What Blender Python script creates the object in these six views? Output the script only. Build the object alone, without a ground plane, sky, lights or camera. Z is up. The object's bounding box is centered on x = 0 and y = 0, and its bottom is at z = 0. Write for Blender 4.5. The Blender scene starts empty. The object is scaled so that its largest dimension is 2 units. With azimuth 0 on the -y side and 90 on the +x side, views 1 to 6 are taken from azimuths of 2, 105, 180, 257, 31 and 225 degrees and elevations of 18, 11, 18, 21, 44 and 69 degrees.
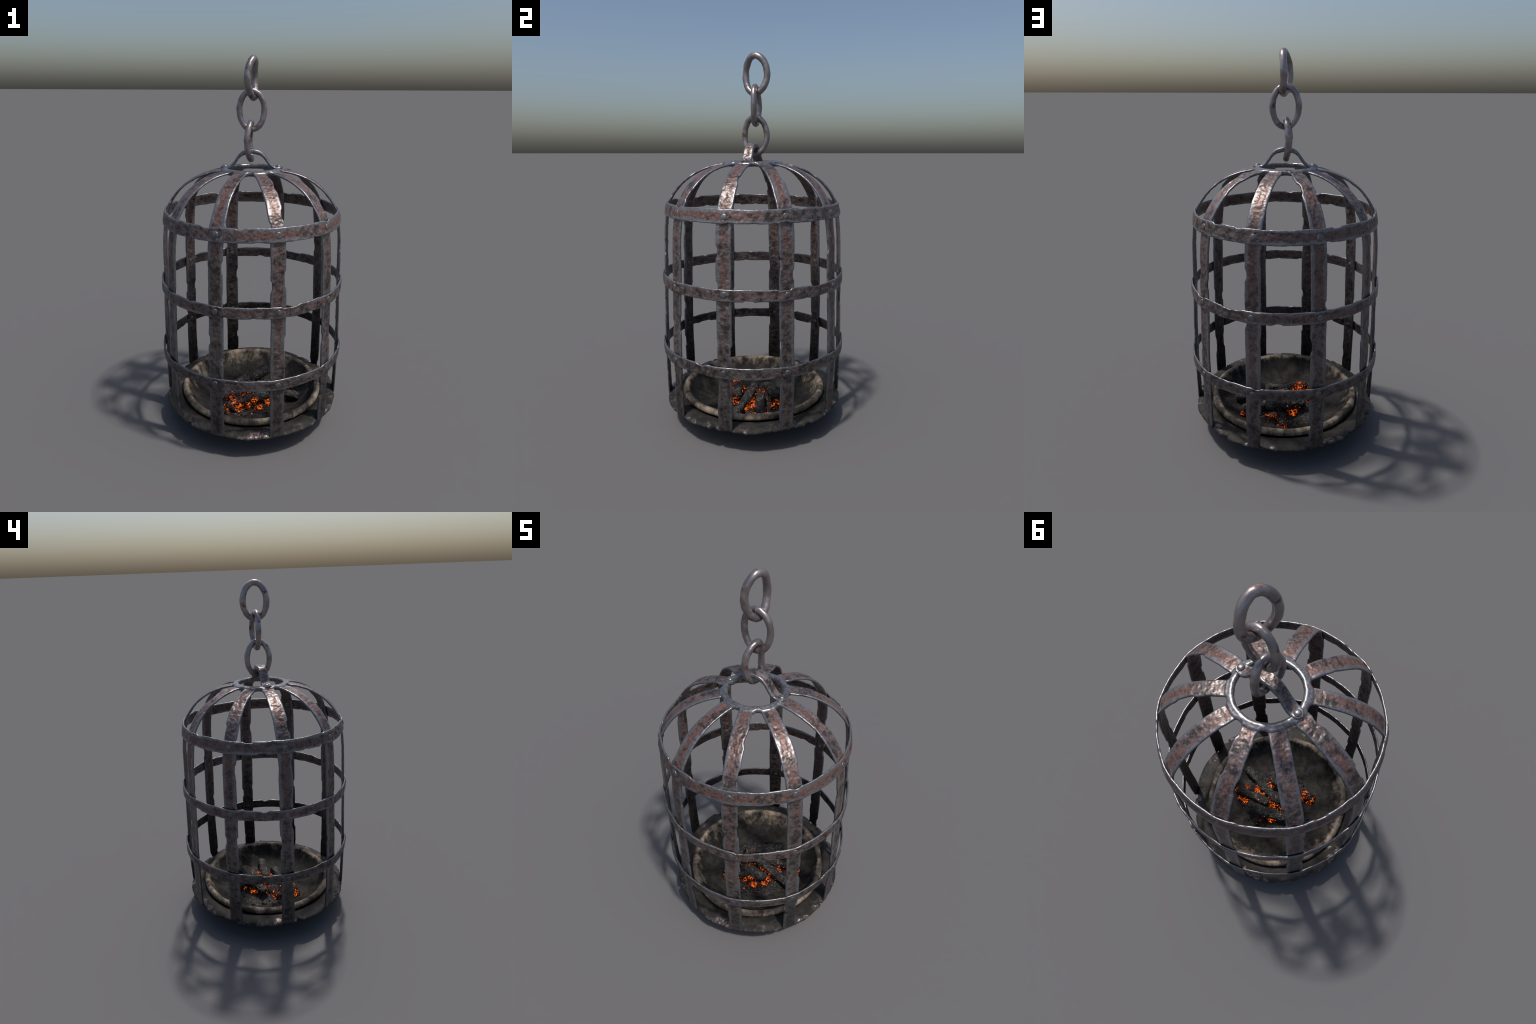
"""A hanging wrought-iron fire cage: riveted hoops and domed staves round a clay
fire bowl full of smouldering logs, hung from a strap handle and three chain links."""
import bpy, bmesh, math, random
from math import sin, cos, pi, radians, sqrt, exp
from mathutils import Vector, Matrix, noise

random.seed(11)
N_STAVES = 10
STAVE_ANGLE0 = radians(-90 + 18)          # first stave, counter-clockwise from +x


# ------------------------------------------------------------------ helpers
def fbm(p, octaves=4, gain=0.5):
    v, a, s = 0.0, 1.0, 0.0
    q = Vector(p)
    for _ in range(octaves):
        v += a * noise.noise(q)
        s += a
        a *= gain
        q = q * 2.03 + Vector((3.1, 7.7, 1.3))
    return v / s


def smooth(e0, e1, x):
    t = max(0.0, min(1.0, (x - e0) / (e1 - e0)))
    return t * t * (3 - 2 * t)


def catmull(points, per=24):
    pts = [Vector(p) for p in points]
    pts = [pts[0] * 2 - pts[1]] + pts + [pts[-1] * 2 - pts[-2]]
    out = []
    for i in range(1, len(pts) - 2):
        a, b, c, d = pts[i - 1:i + 3]
        for k in range(per):
            t = k / per
            out.append(0.5 * ((2 * b) + (c - a) * t + (2 * a - 5 * b + 4 * c - d) * t * t + (3 * b - a - 3 * c + d) * t ** 3))
    out.append(pts[-2])
    return out


def resample(path, step):
    length = [0.0]
    for a, b in zip(path, path[1:]):
        length.append(length[-1] + (b - a).length)
    n = max(2, int(round(length[-1] / step)))
    out, j = [], 0
    for i in range(n + 1):
        s = length[-1] * i / n
        while j < len(path) - 2 and length[j + 1] < s:
            j += 1
        f = (s - length[j]) / max(1e-9, length[j + 1] - length[j])
        out.append(path[j].lerp(path[j + 1], f))
    return out


def make_object(name, verts, faces, mat, parent=None, origin=(0, 0, 0), smooth_shade=True):
    me = bpy.data.meshes.new(name)
    me.from_pydata([tuple(v) for v in verts], [], faces)
    me.validate()
    bm = bmesh.new()
    bm.from_mesh(me)
    bmesh.ops.recalc_face_normals(bm, faces=bm.faces)
    bm.to_mesh(me)
    bm.free()
    if smooth_shade:
        me.polygons.foreach_set("use_smooth", [True] * len(me.polygons))
    me.materials.append(mat)
    ob = bpy.data.objects.new(name, me)
    bpy.context.scene.collection.objects.link(ob)
    ob.location = origin
    if parent:
        ob.parent = parent
    return ob


def skin(rings, closed_path=False, caps=True):
    """Faces between consecutive closed rings of equal length."""
    n, m = len(rings[0]), len(rings)
    verts = [p for r in rings for p in r]
    faces = []
    for i in range(m if closed_path else m - 1):
        j = (i + 1) % m
        for k in range(n):
            l = (k + 1) % n
            faces.append((i * n + k, i * n + l, j * n + l, j * n + k))
    if caps and not closed_path:
        for base, ring in ((0, rings[0]), ((m - 1) * n, rings[-1])):
            c = sum((Vector(p) for p in ring), Vector()) / n
            ci = len(verts)
            verts.append(c)
            for k in range(n):
                faces.append((base + k, base + (k + 1) % n, ci))
    return verts, faces


ACROSS = 13


def flat_bar_ring(c, nrm, wid, wl, wr, th, seed, s, hammer=0.0022, rough=1.0):
    """One rounded-rectangle cross-section of a hammered flat bar.
    c lies on the outer face, nrm points out of it, wid runs across it."""
    rr = min(th * 0.5, 0.006)
    pts = []

    def dent(u, face):
        # shallow hammer marks: broad hollows and finer pits
        p = (u * 26 + seed * 3.7 + face * 41, s * 26, seed)
        d = fbm(p, 3, 0.55) * hammer * 1.4
        pit = noise.noise((u * 75 + seed, s * 75, face * 9 + seed * 2))
        d -= max(0.0, pit - 0.25) * hammer * 2.2
        return d * rough

    lo, hi = -wl + rr, wr - rr
    for k in range(ACROSS):
        u = lo + (hi - lo) * k / (ACROSS - 1)
        e = 1 - abs(2 * k / (ACROSS - 1) - 1) ** 6
        pts.append(c + wid * u + nrm * (dent(u, 0) * (0.35 + 0.65 * e)))
    for a in (60, 25, -25, -60):
        a = radians(a)
        pts.append(c + wid * (hi + rr * cos(a)) + nrm * (-th / 2 + th / 2 * sin(a)))
    for k in range(ACROSS - 1, -1, -1):
        u = lo + (hi - lo) * k / (ACROSS - 1)
        pts.append(c + wid * u + nrm * (-th + dent(u, 1) * 0.8))
    for a in (-120, -155, 155, 120):
        a = radians(a)
        pts.append(c + wid * (lo + rr * cos(a)) + nrm * (-th / 2 + th / 2 * sin(a)))
    return pts


def edge_wobble(s, seed, amp=0.0026):
    """How far a hand-forged edge wanders; now and then a bite is taken out of it."""
    w = noise.noise((s * 7, seed * 5.3, 1.7)) * amp * 1.2 + noise.noise((s * 24, seed * 2.1, 8.3)) * amp * 0.5
    b = noise.noise((s * 12.0 + 50, seed * 9.7, 4.4))
    w -= smooth(0.24, 0.46, b) * 0.0075
    w += noise.noise((s * 70, seed, 2.2)) * 0.0003
    return w


# ---------------------------------------------------------------- materials
class Graph:
    def __init__(self, name):
        self.mat = bpy.data.materials.new(name)
        self.mat.use_nodes = True
        self.t = self.mat.node_tree
        self.t.nodes.clear()
        self.out = self.t.nodes.new("ShaderNodeOutputMaterial")
        self.tc = self.t.nodes.new("ShaderNodeTexCoord")

    def put(self, sock, v):
        if isinstance(v, bpy.types.NodeSocket):
            self.t.links.new(v, sock)
        elif isinstance(v, (tuple, list)) and len(v) == 3 and sock.type == "RGBA":
            sock.default_value = (*v, 1)
        else:
            sock.default_value = v

    def node(self, kind, **kw):
        n = self.t.nodes.new("ShaderNode" + kind)
        for k, v in kw.items():
            setattr(n, k, v)
        return n

    def math(self, op, a, b=0.0, c=None, clamp=False):
        n = self.node("Math", operation=op, use_clamp=clamp)
        self.put(n.inputs[0], a)
        self.put(n.inputs[1], b)
        if c is not None:
            self.put(n.inputs[2], c)
        return n.outputs[0]

    def vmath(self, op, a, b=(0, 0, 0)):
        n = self.node("VectorMath", operation=op)
        self.put(n.inputs[0], a)
        if op == "SCALE":
            self.put(n.inputs["Scale"], b)
        else:
            self.put(n.inputs[1], b)
        return n.outputs["Value"] if op in ("LENGTH", "DISTANCE", "DOT_PRODUCT") else n.outputs[0]

    def noise(self, vec, scale, detail=4, rough=0.55, dist=0.0):
        n = self.node("TexNoise")
        self.put(n.inputs["Vector"], vec)
        n.inputs["Scale"].default_value = scale
        n.inputs["Detail"].default_value = detail
        n.inputs["Roughness"].default_value = rough
        n.inputs["Distortion"].default_value = dist
        return n.outputs["Fac"]

    def voronoi(self, vec, scale, feature="F1"):
        n = self.node("TexVoronoi", feature=feature)
        self.put(n.inputs["Vector"], vec)
        n.inputs["Scale"].default_value = scale
        return n.outputs["Distance"]

    def step(self, x, lo, hi, a=0.0, b=1.0):
        n = self.node("MapRange", interpolation_type="SMOOTHSTEP")
        self.put(n.inputs["Value"], x)
        for i, v in zip((1, 2, 3, 4), (lo, hi, a, b)):
            self.put(n.inputs[i], v)
        return n.outputs[0]

    def mix(self, f, a, b, blend="MIX"):
        n = self.node("Mix", data_type="RGBA", blend_type=blend)
        self.put(n.inputs[0], f)
        self.put(n.inputs[6], a)
        self.put(n.inputs[7], b)
        return n.outputs[2]

    def fmix(self, f, a, b):
        n = self.node("Mix", data_type="FLOAT")
        self.put(n.inputs[0], f)
        self.put(n.inputs[2], a)
        self.put(n.inputs[3], b)
        return n.outputs[0]

    def xyz(self, v):
        n = self.node("SeparateXYZ")
        self.put(n.inputs[0], v)
        return n.outputs

    def bump(self, h, strength, dist):
        n = self.node("Bump")
        n.inputs["Strength"].default_value = strength
        n.inputs["Distance"].default_value = dist
        self.put(n.inputs["Height"], h)
        return n.outputs[0]

    def varied(self):
        """Object coordinates, shifted by a random amount from piece to piece."""
        r = self.node("ObjectInfo").outputs["Random"]
        c = self.node("CombineXYZ")
        self.put(c.inputs[0], self.math("MULTIPLY", r, 17.0))
        self.put(c.inputs[1], self.math("MULTIPLY", r, 29.0))
        self.put(c.inputs[2], self.math("MULTIPLY", r, 7.0))
        return self.vmath("ADD", self.tc.outputs["Object"], c.outputs[0])

    def finish(self, **kw):
        p = self.node("BsdfPrincipled")
        for k, v in kw.items():
            self.put(p.inputs[k.replace("_", " ")], v)
        self.t.links.new(p.outputs[0], self.out.inputs[0])
        return self.mat


def forged_iron(name, axis, half, rust_amount=1.0, gloss=0.37, bumpy=0.6, tone=1.0):
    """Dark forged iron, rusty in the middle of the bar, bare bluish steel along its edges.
    axis: the object axis that runs across the bar."""
    g = Graph(name)
    o = g.tc.outputs["Object"]
    v = g.varied()
    big = g.noise(v, 6.5, 3, 0.5)
    mid = g.noise(v, 46, 1, 0.4)
    blot = g.noise(v, 31, 4, 0.55)
    fine = g.noise(v, 120, 4, 0.6)
    geo = g.node("NewGeometry")
    z = g.xyz(geo.outputs["Position"])[2]
    height = g.step(z, 0.2, 1.3)
    if axis is None:
        edge = g.step(mid, 0.35, 0.55, 0.45, 1.0)
    else:
        across = g.math("ABSOLUTE", g.xyz(o)[axis])
        across = g.math("DIVIDE", across, half)
        across = g.math("ADD", across, g.math("MULTIPLY", g.math("SUBTRACT", blot, 0.5), 0.8))
        across = g.math("ADD", across, g.math("MULTIPLY", g.math("SUBTRACT", big, 0.5), 1.3))
        edge = g.step(across, 0.46, 0.86)
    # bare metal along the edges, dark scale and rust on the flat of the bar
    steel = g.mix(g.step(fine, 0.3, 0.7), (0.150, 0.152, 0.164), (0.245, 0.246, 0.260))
    b = g.math("ADD", g.math("MULTIPLY", blot, 0.65), g.math("MULTIPLY", fine, 0.35))
    scale = g.mix(g.step(b, 0.38, 0.62), (0.070, 0.056, 0.052), (0.190, 0.172, 0.170))
    rust = g.mix(g.step(fine, 0.3, 0.7), (0.095, 0.045, 0.037), (0.168, 0.074, 0.058))
    r = g.math("ADD", g.math("MULTIPLY", blot, 0.5), g.math("MULTIPLY", big, 0.5))
    r = g.math("ADD", r, g.math("MULTIPLY", g.math("SUBTRACT", fine, 0.5), 0.25))
    r = g.math("ADD", r, g.math("MULTIPLY", g.math("SUBTRACT", height, 0.7), 0.07 * rust_amount))
    rmask = g.step(r, 0.435, 0.575)
    rmask = g.math("MULTIPLY", rmask, g.math("SUBTRACT", 1.0, g.math("MULTIPLY", edge, 0.85)))
    rmask = g.math("MULTIPLY", rmask, g.fmix(height, 0.40, 0.85))
    col = g.mix(edge, scale, steel)
    col = g.mix(g.math("MULTIPLY", rmask, min(1.0, 0.9 * rust_amount)), col, rust)
    soot_shade = g.step(g.math("ADD", z, g.math("MULTIPLY", g.math("SUBTRACT", big, 0.5), 0.5)), 0.1, 0.75, 0.52, 1.0)  # darker low down: shade round the cage foot painted into the colour
    # faces turned to the axis are coloured darker, most of all low down
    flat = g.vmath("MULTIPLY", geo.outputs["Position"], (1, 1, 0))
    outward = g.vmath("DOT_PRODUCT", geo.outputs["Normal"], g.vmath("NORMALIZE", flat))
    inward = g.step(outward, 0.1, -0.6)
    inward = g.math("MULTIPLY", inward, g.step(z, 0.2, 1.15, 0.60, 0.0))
    soot_shade = g.math("MULTIPLY", g.math("MULTIPLY", soot_shade, tone), g.math("SUBTRACT", 1.0, inward))
    dim = g.node("CombineXYZ")
    for i in range(3):
        g.put(dim.inputs[i], soot_shade)
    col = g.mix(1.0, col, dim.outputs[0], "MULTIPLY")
    metal = g.fmix(rmask, 0.72, 0.18)
    rough = g.fmix(rmask, g.fmix(edge, gloss + 0.02, gloss - 0.05), gloss + 0.10)
    rough = g.math("ADD", rough, g.math("MULTIPLY", g.math("SUBTRACT", fine, 0.5), 0.2))
    h = g.math("ADD", mid, g.math("ADD", g.math("MULTIPLY", blot, 0.12), g.math("MULTIPLY", fine, 0.07)))
    h = g.math("MULTIPLY", g.math("SUBTRACT", h, 0.6), g.math("SUBTRACT", 1.0, g.math("MULTIPLY", edge, 0.6)))
    return g.finish(Base_Color=col, Metallic=metal, Roughness=rough, Normal=g.bump(h, bumpy, 0.010))


def chain_iron():
    g = Graph("worn_chain_iron")
    v = g.varied()
    mid = g.noise(v, 13, 4, 0.55)
    spots = g.noise(v, 24, 1, 0.4)
    fine = g.noise(v, 110, 4, 0.6)
    col = g.mix(g.step(mid, 0.35, 0.65), (0.215, 0.194, 0.197), (0.355, 0.310, 0.303))
    rm = g.step(g.math("ADD", spots, g.math("MULTIPLY", g.math("SUBTRACT", fine, 0.5), 0.14)), 0.64, 0.72)
    col = g.mix(g.math("MULTIPLY", rm, 0.9), col, g.mix(fine, (0.05, 0.026, 0.022), (0.15, 0.066, 0.048)))
    rough = g.math("ADD", g.fmix(rm, 0.31, 0.5), g.math("MULTIPLY", g.math("SUBTRACT", fine, 0.5), 0.15))
    return g.finish(Base_Color=col, Metallic=g.fmix(rm, 0.75, 0.3), Roughness=rough,
                    Normal=g.bump(g.math("ADD", mid, g.math("MULTIPLY", fine, 0.12)), 0.3, 0.004))


def plate_iron():
    g = Graph("sooty_base_iron")
    o = g.tc.outputs["Object"]
    big = g.noise(o, 6, 4, 0.55)
    mid = g.noise(o, 24, 5, 0.6)
    fine = g.noise(o, 90, 4, 0.6)
    rad = g.vmath("LENGTH", g.vmath("MULTIPLY", o, (1, 1, 0)))
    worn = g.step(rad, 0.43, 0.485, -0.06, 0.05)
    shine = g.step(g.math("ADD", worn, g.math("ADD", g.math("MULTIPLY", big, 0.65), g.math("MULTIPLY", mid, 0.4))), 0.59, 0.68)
    col = g.mix(g.step(mid, 0.35, 0.65), (0.017, 0.016, 0.015), (0.034, 0.0315, 0.029))
    col = g.mix(g.step(big, 0.50, 0.70, 0.0, 0.5), col, (0.042, 0.032, 0.026))
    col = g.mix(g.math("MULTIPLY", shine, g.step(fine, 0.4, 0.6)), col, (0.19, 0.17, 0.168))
    col = g.mix(g.math("MULTIPLY", shine, g.step(fine, 0.42, 0.58, 0.6, 0)), col, (0.085, 0.056, 0.05))
    return g.finish(Base_Color=col, Metallic=g.fmix(shine, 0.2, 0.6), Roughness=g.fmix(shine, 0.66, 0.36), Specular_IOR_Level=0.2,
                    Normal=g.bump(g.math("ADD", mid, g.math("MULTIPLY", fine, 0.25)), 0.55, 0.008))


def fired_clay():
    g = Graph("sooty_fired_clay")
    o = g.tc.outputs["Object"]
    x, y, z = g.xyz(o)
    flat = g.node("CombineXYZ")
    g.put(flat.inputs[0], x)
    g.put(flat.inputs[1], y)
    rad = g.vmath("LENGTH", flat.outputs[0])
    big = g.noise(o, 5.5, 3, 0.5)
    stretch = g.node("Mapping")
    g.put(stretch.inputs[0], o)
    stretch.inputs["Scale"].default_value = (1, 1, 0.45)
    mid = g.noise(stretch.outputs[0], 26, 6, 0.66, 0.25)
    fine = g.noise(o, 110, 4, 0.6)
    clay = g.mix(g.step(mid, 0.36, 0.64), (0.085, 0.067, 0.050), (0.235, 0.193, 0.150))
    soot_shade = g.mix(g.step(mid, 0.36, 0.64), (0.009, 0.0085, 0.008), (0.026, 0.024, 0.021))
    # how much clay shows: the rim is bare clay, the wall shows it in patches, the floor is black
    wall = g.step(rad, 0.30, 0.385, -0.20, 0.0)
    wall = g.math("ADD", wall, g.math("MULTIPLY", g.vmath("DOT_PRODUCT", o, (-0.7, 0.7, 0)), 0.16))  # wall colour gets lighter toward minus x and plus y
    n = g.math("ADD", g.math("MULTIPLY", big, 0.6), g.math("MULTIPLY", mid, 0.4))
    patch = g.step(g.math("ADD", n, wall), 0.44, 0.63, 0.0, 0.75)
    rim = g.step(g.math("ADD", rad, g.math("MULTIPLY", g.math("SUBTRACT", mid, 0.5), 0.02)), 0.370, 0.381)
    stain = g.step(g.math("ADD", g.math("MULTIPLY", big, 0.85), g.math("MULTIPLY", mid, 0.15)), 0.40, 0.55, 0.2, 1.0)
    under = g.step(z, 0.128, 0.150)
    clay_mix = g.fmix(rim, patch, g.math("MULTIPLY", stain, under))
    col = g.mix(clay_mix, soot_shade, clay)
    return g.finish(Base_Color=col, Roughness=g.fmix(clay_mix, 0.75, 0.68), Specular_IOR_Level=0.15,
                    Normal=g.bump(g.math("ADD", mid, g.math("MULTIPLY", fine, 0.3)), 0.5, 0.008))


# places where the fire still glows: x, y, z, radius
GLOW = [(0.147, -0.003, 0.078, 0.034), (0.092, 0.004, 0.08, 0.04), (0.045, 0.018, 0.085, 0.042),
        (0.198, 0.125, 0.058, 0.036), (0.232, 0.102, 0.075, 0.026), (-0.04, 0.079, 0.068, 0.036),
        (-0.052, 0.104, 0.062, 0.03), (-0.152, -0.152, 0.066, 0.042), (-0.065, -0.141, 0.082, 0.04),
        (0.048, -0.125, 0.07, 0.038), (-0.015, -0.13, 0.082, 0.028), (0.1, -0.055, 0.072, 0.034),
        (0.006, 0.212, 0.062, 0.024), (0.02, 0.15, 0.058, 0.03), (-0.06, 0.035, 0.075, 0.045),
        (0.085, 0.145, 0.085, 0.03), (-0.1, -0.1, 0.1, 0.045), (0.02, -0.118, 0.108, 0.024), (-0.1, -0.14, 0.108, 0.034), (0.20, 0.06, 0.07, 0.03),
        (-0.056, 0.012, 0.070, 0.04), (-0.122, -0.032, 0.068, 0.036), (0.105, -0.09, 0.09, 0.036), (0.03, 0.139, 0.075, 0.032),
        (0.13, 0.035, 0.083, 0.032), (-0.05, -0.097, 0.09, 0.03), (0.157, 0.12, 0.058, 0.03),
        (0.0, 0.035, 0.09, 0.04)]


def charcoal(name, base_dark, base_ash, ash_amount, fade):
    """Burnt wood or ash that glows in its cracks near the hot places."""
    g = Graph(name)
    o = g.tc.outputs["Object"]
    mid = g.noise(o, 30, 5, 0.6)
    fine = g.noise(o, 120, 5, 0.65)
    warp = g.node("TexNoise")
    g.put(warp.inputs["Vector"], o)
    warp.inputs["Scale"].default_value = 40
    wv = g.vmath("ADD", o, g.vmath("SCALE", g.vmath("SUBTRACT", warp.outputs["Color"], (0.5, 0.5, 0.5)), 0.03))
    ridge = g.math("ABSOLUTE", g.math("SUBTRACT", g.noise(wv, 46, 4, 0.6, 0.9), 0.5))
    crack = g.voronoi(wv, 58, "DISTANCE_TO_EDGE")
    heat = None
    for x, y, z, r in GLOW:
        d = g.vmath("DISTANCE", o, (x, y, z))
        h = g.step(d, 0.0, r * 1.65, 1.0, 0.0)
        heat = h if heat is None else g.math("MAXIMUM", heat, h)
    heat = g.math("MULTIPLY", heat, g.step(mid, 0.3, 0.55, 0.55, 1.05))
    lit = g.math("SUBTRACT", g.math("MULTIPLY", heat, 0.142), g.math("ADD", g.math("MULTIPLY", ridge, 1.0), g.math("MULTIPLY", crack, 0.30)))
    lit = g.math("ADD", lit, g.math("MULTIPLY", g.math("SUBTRACT", fine, 0.52), 0.26))
    stray = g.math("MULTIPLY", g.step(g.noise(o, 55, 3, 0.5), 0.63, 0.72), g.step(g.vmath("LENGTH", o), 0.19, 0.27, 0.14, 0.0))
    lit = g.math("ADD", lit, stray)
    glow = g.step(lit, 0.02, 0.075)
    char = g.step(heat, 0.1, 0.6, 1.0, 0.15)
    ash = g.math("MULTIPLY", g.step(g.math("ADD", g.math("MULTIPLY", mid, 0.4), g.math("MULTIPLY", fine, 0.6)), 0.46, 0.62), ash_amount)
    ash = g.math("MULTIPLY", ash, g.step(g.vmath("LENGTH", g.vmath("MULTIPLY", o, (1, 1, 0))), 0.15, 0.30, 1.0, fade))
    col = g.mix(g.math("MULTIPLY", ash, char), base_dark, base_ash)
    ember = g.mix(g.step(lit, 0.03, 0.13), (0.85, 0.095, 0.004), (1.0, 0.21, 0.010))
    return g.finish(Base_Color=col, Roughness=0.6, Specular_IOR_Level=0.3, Emission_Color=ember,
                    Emission_Strength=g.math("MULTIPLY", glow, 0.95),
                    Normal=g.bump(g.math("ADD", mid, g.math("MULTIPLY", fine, 0.6)), 0.9, 0.010))


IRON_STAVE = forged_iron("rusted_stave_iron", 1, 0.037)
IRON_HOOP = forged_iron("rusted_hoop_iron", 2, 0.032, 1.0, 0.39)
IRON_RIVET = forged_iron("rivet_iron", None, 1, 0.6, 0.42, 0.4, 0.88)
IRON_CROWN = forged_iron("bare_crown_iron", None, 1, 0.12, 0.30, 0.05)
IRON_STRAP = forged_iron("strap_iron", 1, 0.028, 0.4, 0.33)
IRON_CHAIN = chain_iron()
IRON_PLATE = plate_iron()
CLAY = fired_clay()
COAL_LOG = charcoal("charred_log", (0.010, 0.0095, 0.009), (0.092, 0.088, 0.083), 0.9, 0.8)
COAL_ASH = charcoal("ash_and_cinders", (0.0115, 0.011, 0.0105), (0.092, 0.088, 0.082), 0.8, 0.2)

# --------------------------------------------------------------------- root
root = bpy.data.objects.new("hanging_fire_cage", None)
bpy.context.scene.collection.objects.link(root)
root["label"] = "rusty domed iron cage brazier hanging on chain, embers in bowl"
root["category"] = "fire basket"

# ------------------------------------------------------------------- staves
# outer face of a stave in its own plane, (radius, height) from the foot up
STAVE_PROFILE = [(0.493, 0.124), (0.496, 0.22), (0.498, 0.34), (0.4985, 0.44), (0.496, 0.60), (0.492, 0.75),
                 (0.489, 0.84), (0.4865, 0.95), (0.4825, 1.06), (0.4765, 1.125), (0.4705, 1.165), (0.4635, 1.20), (0.4545, 1.235),
                 (0.423, 1.287), (0.376, 1.341), (0.308, 1.389), (0.230, 1.421), (0.150, 1.437)]
STAVE_TH = 0.011


def build_stave(i):
    ang = STAVE_ANGLE0 + i * 2 * pi / N_STAVES
    path = resample(catmull([(r, 0, z) for r, z in STAVE_PROFILE]), 0.0052)
    seed = 2.0 + i * 1.37
    rings = []
    n = len(path)
    wid = Vector((0, 1, 0))
    total = n - 1
    for k, p in enumerate(path):
        t = (path[min(k + 1, n - 1)] - path[max(k - 1, 0)]).normalized()
        nrm = Vector((t.z, 0, -t.x))
        s = k * 0.0052
        top = smooth(0.72, 1.0, k / total)
        half = 0.0386 - 0.0032 * top
        bend = noise.noise((s * 2.6, seed * 3.1, 6.6)) * 0.0028 * (1 - top)
        wl = half + edge_wobble(s, seed) - bend
        wr = half + edge_wobble(s, seed + 20.5) + bend
        # rounded corners at both ends
        end = min(k, total - k)
        if end < 3:
            cut = (0.006, 0.0022, 0.0006)[end]
            wl -= cut
            wr -= cut
        th = STAVE_TH * (0.72 if end == 0 else 1)
        c = p + nrm * (noise.noise((s * 5, seed * 1.9, 3.3)) * 0.0015)
        rings.append(flat_bar_ring(c, nrm, wid, wl, wr, th, seed, s))
    v, f = skin(rings)
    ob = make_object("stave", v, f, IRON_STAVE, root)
    ob.rotation_euler = (0, 0, ang)
    return ob


for i in range(N_STAVES):
    build_stave(i)

# -------------------------------------------------------------------- hoops
# height of the middle, outer radius at top edge and bottom edge, half height
HOOPS = [(1.2, 0.4655, 0.4800, 0.0348), (0.826, 0.4985, 0.4995, 0.0298), (0.437, 0.5085, 0.5085, 0.0292)]
HOOP_TH = 0.009


def dome(name, radius, height, parent, matrix, mat, seed, waist=0.25):
    """A hammered round-head rivet: a domed head on a short collar."""
    rings, n = [], 20
    for j in range(9):
        a = j / 8 * pi / 2
        rr, hh = radius * cos(a * 0.985), height * (waist + (1 - waist) * sin(a))
        rings.append((rr, hh))
    rings = [(radius * 1.02, -0.003), (radius * 1.02, height * waist * 0.6)] + rings
    vs = []
    for r, h in rings:
        ring = []
        for k in range(n):
            a = 2 * pi * k / n
            w = 1 + 0.06 * noise.noise((cos(a) * 1.4 + seed, sin(a) * 1.4, h * 60 + seed))
            ring.append(Vector((r * w * cos(a), r * w * sin(a), h)))
        vs.append(ring)
    v, f = skin(vs)
    ob = make_object(name, v, f, mat, parent)
    ob.matrix_basis = matrix
    return ob


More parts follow.
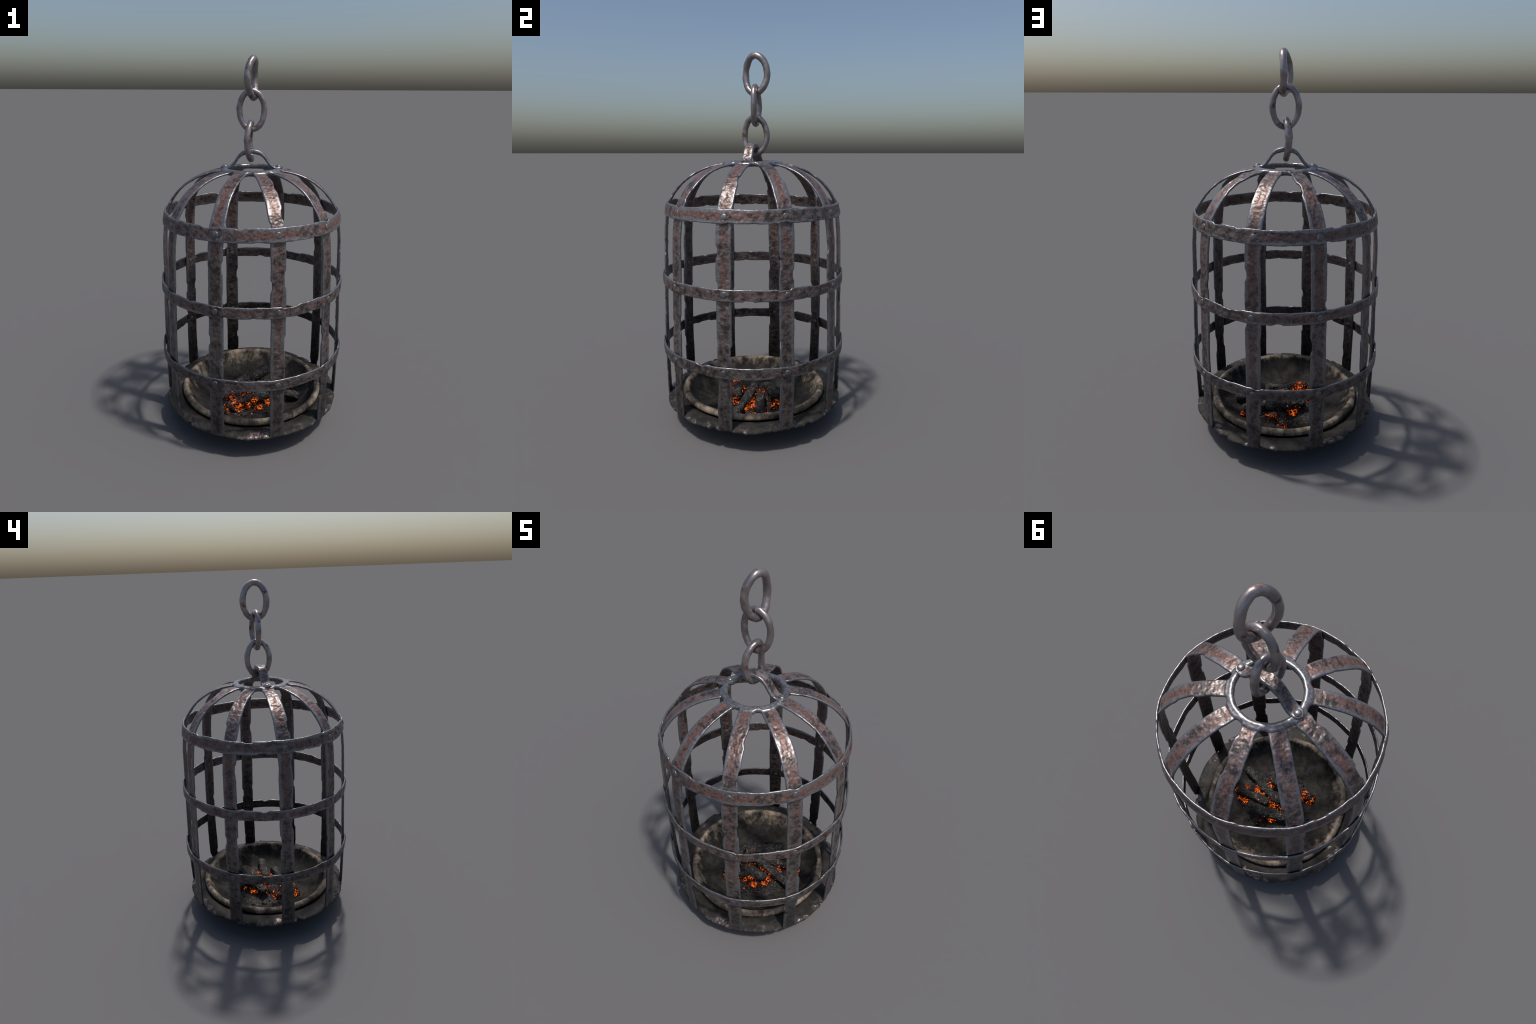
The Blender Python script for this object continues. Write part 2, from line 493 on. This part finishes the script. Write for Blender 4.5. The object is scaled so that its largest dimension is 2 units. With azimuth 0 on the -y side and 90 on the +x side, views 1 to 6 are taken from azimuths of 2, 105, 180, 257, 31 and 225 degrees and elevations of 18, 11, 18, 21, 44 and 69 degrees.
rivet_meshes = []
for h, (zc, rt, rb, half) in enumerate(HOOPS):
    n = 620
    rings = []
    seed = 50 + h * 4.1
    for k in range(n):
        a = 2 * pi * k / n
        er = Vector((cos(a), sin(a), 0))
        # arc position on a loop so that the noise closes on itself
        def loop(f, sd):
            return noise.noise((cos(a) * f, sin(a) * f, sd))

        def wob(sd):
            w = loop(3.4, sd) * 0.003 + loop(12, sd + 5) * 0.0026 + loop(34, sd + 3) * 0.0005
            return w - smooth(0.24, 0.46, loop(6.2, sd + 9)) * 0.0075
        phase = ((a - STAVE_ANGLE0) / (2 * pi / N_STAVES)) % 1.0
        on = 1 - smooth(0.08, 0.24, min(phase, 1 - phase))
        # the hoop is pulled straighter between rivets
        dr = 0.0012 * on - 0.0024 * (1 - on) + loop(4, seed + 31) * 0.0015
        lift = loop(1.6, seed + 60) * 0.003
        up = Vector((er.x * (rt - rb), er.y * (rt - rb), 2 * half)).normalized()
        nrm = Vector((er.x * up.z, er.y * up.z, -(er.x * up.x + er.y * up.y)))
        c = er * ((rt + rb) / 2 + dr) + Vector((0, 0, zc + lift))
        s = a * 0.5
        # hammer marks must close on themselves too: sample on the loop
        ring = flat_bar_ring(c, nrm, up, half + wob(seed), half + wob(seed + 13), HOOP_TH, seed, s, rough=0.0)
        for q, p in enumerate(ring):
            face = 0 if q < ACROSS else 1
            d = fbm((p.x * 26, p.y * 26, p.z * 26 + face * 7), 3, 0.55) * 0.0030
            d -= max(0, noise.noise((p.x * 70, p.y * 70, p.z * 70 + 9)) - 0.25) * 0.0035
            edge = 1 - min(1.0, abs(p.z - zc) / half) ** 6
            ring[q] = p + nrm * d * (0.08 + 0.92 * edge)
        ring = [p - Vector((0, 0, zc)) for p in ring]
        rings.append(ring)
    v, f = skin(rings, closed_path=True)
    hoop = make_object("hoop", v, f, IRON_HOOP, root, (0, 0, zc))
    # rivets: a head outside on the hoop, the peened end inside on the stave
    rmid = (rt + rb) / 2
    for i in range(N_STAVES):
        a = STAVE_ANGLE0 + i * 2 * pi / N_STAVES
        slope = math.atan2(rb - rt, 2 * half)
        zj = random.uniform(-0.003, 0.003)
        aj = a + random.uniform(-0.005, 0.005)
        base = Matrix.Rotation(aj, 4, "Z") @ Matrix.Translation((rmid + 0.0005, 0, zj)) @ Matrix.Rotation(pi / 2 - slope, 4, "Y")
        k = random.uniform(0.9, 1.08)
        dome("rivet", 0.0150 * k, 0.0046 * k, hoop, base, IRON_RIVET, i * 3.3 + h)
        inner = Matrix.Rotation(aj, 4, "Z") @ Matrix.Translation((rmid - HOOP_TH - STAVE_TH + 0.0005, 0, zj)) @ Matrix.Rotation(-pi / 2 - slope, 4, "Y")
        dome("rivet", 0.0128 * k, 0.0045 * k, hoop, inner, IRON_RIVET, i * 2.1 + h + 40)

# --------------------------------------------------------------- crown ring
n, m = 300, 28
rings = []
for k in range(n):
    a = 2 * pi * k / n
    er = Vector((cos(a), sin(a), 0))
    ph = ((a - STAVE_ANGLE0) / (2 * pi / N_STAVES)) % 1.0
    ph = min(ph, 1 - ph) * 2 * pi / N_STAVES * 0.155          # arc distance from the stave
    lobe = 1 - smooth(0.026, 0.042, ph)
    wavy = noise.noise((cos(a) * 4, sin(a) * 4, 1.0)) * 0.0016
    rin = 0.1268 + wavy
    rout = 0.1580 + 0.0085 * lobe + noise.noise((cos(a) * 9, sin(a) * 9, 7.0)) * 0.0014
    ring = []
    for q in range(m):
        b = 2 * pi * q / m
        cb, sb = cos(b), sin(b)
        se = 0.8
        x = math.copysign(abs(cb) ** se, cb)
        z = math.copysign(abs(sb) ** se, sb)
        u = (x + 1) / 2
        r = rin + (rout - rin) * u
        crest = 0.0158 - 0.0040 * u                       # thicker toward the hole
        zz = 1.4325 + z * crest - 0.004 * lobe * u * u + noise.noise((cos(a) * 12, sin(a) * 12, q * 0.2)) * 0.0007
        # forge-weld seam beside each stave: a shallow groove
        zz -= 0.0025 * lobe * exp(-((u - 0.62) / 0.08) ** 2) * (1 if z > 0 else 0)
        ring.append(er * r + Vector((0, 0, zz)))
    rings.append(ring)
v, f = skin(rings, closed_path=True)
make_object("crown_ring", v, f, IRON_CROWN, root)

# ------------------------------------------------------------- strap handle
half_arch = [(-0.163, 1.450), (-0.150, 1.451), (-0.132, 1.451), (-0.118, 1.453), (-0.105, 1.463), (-0.090, 1.481), (-0.073, 1.506),
             (-0.054, 1.525), (-0.030, 1.537), (0.0, 1.5415)]
arch = [(x, 0, z) for x, z in half_arch] + [(-x, 0, z) for x, z in half_arch[-2::-1]]
path = resample(catmull(arch), 0.0035)
rings = []
for k, p in enumerate(path):
    t = (path[min(k + 1, len(path) - 1)] - path[max(k - 1, 0)]).normalized()
    nrm = Vector((-t.z, 0, t.x))
    s = k * 0.0035
    end = min(k, len(path) - 1 - k) * 0.0035
    w = 0.0285 - 0.0025 * exp(-((abs(p.x) - 0.06) / 0.03) ** 2)
    if end < 0.0275:
        w = 0.0275 * sqrt(max(0.02, 1 - (1 - end / 0.0275) ** 2))
    th = 0.0145 + 0.0085 * (1 - smooth(0.03, 0.085, abs(p.x)))
    rings.append(flat_bar_ring(p, nrm, Vector((0, 1, 0)), w + edge_wobble(s, 91, 0.0012) * 0.4, w + edge_wobble(s, 95, 0.0012) * 0.4,
                               th, 90.0, s, hammer=0.001))
v, f = skin(rings)
handle = make_object("strap_handle", v, f, IRON_STRAP, root)
for sx in (-1, 1):
    dome("rivet", 0.0155, 0.0095, handle, Matrix.Translation((sx * 0.140, 0, 1.4505)), IRON_CROWN, 70 + sx)


# -------------------------------------------------------------- chain links
def build_link(centre, height, width, wire, turn, bow, power, seed):
    """An oval link standing upright, turned about z; bow bends its sides out of plane."""
    n, m = 120, 20
    a0, b0 = width / 2 - wire, height / 2 - wire
    spine = []
    for k in range(n):
        t = 2 * pi * k / n
        c, s = cos(t), sin(t)
        x = a0 * math.copysign(abs(c) ** power, c)
        z = b0 * s
        y = bow * (1 - s * s)
        spine.append(Vector((x, y, z)))
    rings = []
    for k in range(n):
        p = spine[k]
        t = (spine[(k + 1) % n] - spine[k - 1]).normalized()
        side = Vector((0, 1, 0))
        side = (side - t * side.dot(t)).normalized()
        outw = side.cross(t).normalized()
        ca, sa = cos(2 * pi * k / n), sin(2 * pi * k / n)
        r = wire * (1 + 0.09 * noise.noise((ca * 2.2 + seed, sa * 2.2, seed)))
        ring = []
        for q in range(m):
            b = 2 * pi * q / m
            d = outw * cos(b) + side * sin(b)
            rr = r * (1 + 0.09 * noise.noise((ca * 5 + d.x, sa * 5 + d.y, d.z + seed * 2)))
            ring.append(p + d * rr)
        rings.append(ring)
    v, f = skin(rings, closed_path=True)
    ob = make_object("chain_link", v, f, IRON_CHAIN, root, centre)
    ob.rotation_euler = (0, 0, turn)
    return ob


build_link((0.010, 0.018, 1.889), 0.222, 0.163, 0.0172, radians(76), 0.016, 1.02, 1.0)
build_link((0.000, 0.017, 1.7335), 0.221, 0.158, 0.0152, radians(3), 0.006, 1.0, 4.0)
build_link((-0.004, 0.013, 1.579), 0.220, 0.157, 0.0155, radians(86), 0.014, 1.0, 8.0)

# --------------------------------------------------------------- base plate
# a hammered iron dish: a flat shelf under the staves, sinking beneath the bowl
PLATE_TOP = [(0.0, 0.014), (0.20, 0.014), (0.27, 0.028), (0.335, 0.075), (0.385, 0.120), (0.41, 0.133), (0.43, 0.1375), (0.45, 0.138),
             (0.468, 0.1365), (0.481, 0.1325)]
PLATE_RIM = [(0.489, 0.127), (0.491, 0.121), (0.488, 0.116)]
PLATE_BOTTOM = [(0.47, 0.113), (0.43, 0.110), (0.40, 0.100), (0.345, 0.055), (0.275, 0.010), (0.20, 0.0), (0.0, 0.0)]
profile = catmull([(r, 0, z) for r, z in PLATE_TOP + PLATE_RIM + PLATE_BOTTOM], 5)
n = 480
rings = []
for p in profile:
    ring = []
    for k in range(n):
        a = 2 * pi * k / n
        ca, sa = cos(a), sin(a)
        out = smooth(0.40, 0.49, p.x)
        # ragged outline: a blunt polygon with nicks and crumpled lips
        ph = ((a - STAVE_ANGLE0) / (2 * pi / N_STAVES)) % 1.0
        poly = -0.004 + 0.006 * abs(sin(pi * ph))
        nick = -0.012 * smooth(0.33, 0.50, noise.noise((ca * 11, sa * 11, 3.0)))
        edge = poly + nick + 0.010 * fbm((ca * 6, sa * 6, 9.0), 4)
        r = p.x + out * (edge + 0.003)
        lump = fbm((ca * r * 11, sa * r * 11, 2.0), 4) * 0.006
        crumple = smooth(0.15, 0.5, noise.noise((ca * 3.1, sa * 3.1, 21.0))) * abs(fbm((ca * r * 30, sa * r * 30, 5.0), 3)) * 0.022
        z = p.z + (lump + crumple * smooth(0.42, 0.47, p.x)) * smooth(0.38, 0.42, p.x)
        ring.append(Vector((r * ca, r * sa, max(z, 0.0) if p.z > 0.001 else 0.0)))
    rings.append(ring)
v, f = skin(rings)
make_object("base_plate", v, f, IRON_PLATE, root)

# ---------------------------------------------------------------- clay bowl
BOWL = [(0.0, 0.046), (0.16, 0.047), (0.23, 0.052), (0.275, 0.063), (0.315, 0.084), (0.343, 0.110), (0.360, 0.135), (0.370, 0.154),
        (0.377, 0.165), (0.387, 0.1715), (0.397, 0.1705), (0.4055, 0.163), (0.4085, 0.153), (0.406, 0.143), (0.399, 0.137),
        (0.388, 0.133), (0.372, 0.122), (0.34, 0.090), (0.28, 0.044), (0.20, 0.026), (0.0, 0.024)]
profile = catmull([(r, 0, z) for r, z in BOWL], 5)
n = 320
rings = []
for j, p in enumerate(profile):
    ring = []
    inside = j < len(profile) * 0.48
    for k in range(n):
        a = 2 * pi * k / n
        ca, sa = cos(a), sin(a)
        rimk = smooth(0.34, 0.39, p.x)
        r = p.x * (1 + 0.004 * noise.noise((ca * 1.7, sa * 1.7, 5.5))) + rimk * 0.0016 * fbm((ca * 12, sa * 12, p.z * 60), 3)
        chip = smooth(0.40, 0.62, noise.noise((ca * 9, sa * 9, 31.0 + p.z * 20))) * 0.004 * rimk
        z = p.z + rimk * (0.0025 * noise.noise((ca * 2.2, sa * 2.2, 3.0)) + 0.0012 * noise.noise((ca * 16, sa * 16, 8.0))) - chip
        if inside:
            z += 0.0025 * fbm((ca * r * 14, sa * r * 14, 1.0), 4) * (1 - rimk)
        ring.append(Vector((r * ca, r * sa, z)))
    rings.append(ring)
v, f = skin(rings)
bowl = make_object("fire_bowl", v, f, CLAY, root)

# ------------------------------------------------------ bed of ash and coals
rings = []
for j in range(86):
    rr = 0.002 + j / 85 * 0.248
    ring = []
    for k in range(260):
        a = 2 * pi * k / 260
        ca, sa = cos(a), sin(a)
        lim = 1 + 0.10 * noise.noise((ca * 1.8, sa * 1.8, 14.0)) + 0.05 * noise.noise((ca * 6, sa * 6, 4.0))
        r = rr * lim
        x, y = r * ca, r * sa
        fall = 1 - smooth(0.10, 0.235, rr)
        rocky = abs(fbm((x * 34, y * 34, 6.0), 4, 0.62)) * 0.024 + max(0, noise.noise((x * 80, y * 80, 2.0))) * 0.009
        z = 0.046 + 0.0235 * fall + rocky * (0.12 + 0.88 * fall) * (1 - smooth(0.225, 0.248, rr))
        if j == 85:
            z = 0.044
        ring.append(Vector((x + 0.01, y + 0.005, z)))
    rings.append(ring)
v, f = skin(rings)
ash = make_object("ash_bed", v, f, COAL_ASH, bowl)


# -------------------------------------------------------------- charred logs
def build_log(a, b, ra, rb, flat, seed, bow=0.0, kind="charred_log"):
    """A burnt, split billet from a to b: ridged along the grain, cracked across it, ends broken."""
    a, b = Vector(a), Vector(b)
    axis = (b - a)
    length = axis.length
    axis.normalize()
    side = axis.cross(Vector((0, 0, 1))).normalized()
    up = side.cross(axis).normalized()
    n, m = max(24, int(length / 0.0035)), 44
    rings = []
    for k in range(n + 1):
        t = k / n
        s = t * length
        c = a.lerp(b, t) + side * (sin(pi * t) * bow) + up * (noise.noise((s * 9, seed, 0)) * 0.004)
        r0 = ra + (rb - ra) * t + noise.noise((s * 16, seed * 2, 5)) * 0.003
        e = min(t, 1 - t) * length
        cap = min(1.0, 0.55 + 0.45 * (e / 0.010)) if e < 0.010 else 1.0
        if k in (0, n):
            cap = 0.42
        ring = []
        for q in range(m):
            g = 2 * pi * q / m
            cg, sg = cos(g), sin(g)
            # blunt, split cross-section
            sq = 1 / max(abs(cg) ** 3 + abs(sg) ** 3, 1e-6) ** (1 / 3)
            rr = r0 * (0.55 + 0.45 * sq)
            grain = abs(noise.noise((cg * 3.2 + seed, sg * 3.2, s * 9)))
            check = abs(noise.noise((cg * 1.6, sg * 1.6 + seed, s * 62)))
            rr *= 1 + 0.12 * noise.noise((cg * 1.3 + seed, sg * 1.3, s * 14)) - 0.16 * (1 - smooth(0.0, 0.13, grain)) - 0.10 * (1 - smooth(0.0, 0.11, check))
            rr *= 1 + 0.10 * noise.noise((cg * 5, sg * 5 + seed, s * 70))
            p = c + (side * cg + up * (sg * flat)) * rr * cap
            if e < 0.012:
                p += axis * (noise.noise((cg * 2.5, sg * 2.5, seed + t * 3)) * 0.006)
            ring.append(p)
        rings.append(ring)
    v, f = skin(rings)
    return make_object(kind, v, f, COAL_LOG, bowl)


build_log((0.285, -0.036, 0.084), (-0.03, 0.008, 0.142), 0.0255, 0.026, 0.80, 1.3, 0.004)       # the long one
build_log((-0.145, -0.158, 0.086), (0.108, -0.070, 0.122), 0.026, 0.030, 0.85, 5.1, -0.006)     # across the front
build_log((0.098, 0.156, 0.160), (-0.118, 0.040, 0.092), 0.0345, 0.028, 0.95, 9.4, 0.005)       # tilted, at the back
build_log((0.232, 0.107, 0.090), (0.025, 0.048, 0.112), 0.0235, 0.026, 0.85, 13.2)              # short one
build_log((0.004, 0.215, 0.066), (0.036, 0.105, 0.102), 0.0215, 0.026, 0.9, 17.7)               # toward the back rim
build_log((0.245, 0.035, 0.058), (0.06, 0.03, 0.082), 0.026, 0.024, 0.6, 21.9)                  # half buried
build_log((-0.015, 0.035, 0.078), (-0.156, -0.052, 0.078), 0.024, 0.023, 0.8, 25.1)                 # burnt-down stub
build_log((0.05, 0.09, 0.075), (-0.06, 0.06, 0.08), 0.025, 0.022, 0.8, 29.6)                    # under the tilted one

# ------------------------------------------------- loose lumps of live charcoal
verts, faces = [], []
rng = random.Random(5)


def add_lump(x, y, z, size, seed):
    bm = bmesh.new()
    bmesh.ops.create_icosphere(bm, subdivisions=3, radius=1)
    rot = Matrix.Rotation(rng.uniform(0, 6.28), 3, (rng.uniform(-1, 1), rng.uniform(-1, 1), rng.uniform(-1, 1)))
    k0 = len(verts)
    sx, sy, sz = (rng.uniform(0.75, 1.3) for _ in range(3))
    for v in bm.verts:
        d = 1 + 0.45 * noise.noise(v.co * 1.5 + Vector((seed, 0, 0))) - 0.25 * abs(noise.noise(v.co * 4 + Vector((0, seed, 0))))
        p = rot @ Vector((v.co.x * sx * d, v.co.y * sy * d, v.co.z * sz * d)) * size
        verts.append(Vector((x, y, z)) + p)
    faces.extend(tuple(k0 + v.index for v in fc.verts) for fc in bm.faces)
    bm.free()


for gx, gy, gz, gr in GLOW:
    for _ in range(4):
        add_lump(gx + rng.uniform(-1, 1) * gr * 0.6, gy + rng.uniform(-1, 1) * gr * 0.6, min(gz, 0.075) - rng.uniform(0.0, 0.012),
                 rng.uniform(0.007, 0.014), rng.uniform(0, 50))
for _ in range(150):
    a, r = rng.uniform(0, 2 * pi), 0.225 * sqrt(rng.random())
    add_lump(r * cos(a), r * sin(a), 0.062 - 0.014 * (r / 0.225) ** 2, rng.uniform(0.004, 0.010), rng.uniform(0, 50))
lumps = make_object("cinders", verts, faces, COAL_ASH, bowl)
lumps["kind"] = "stuff"
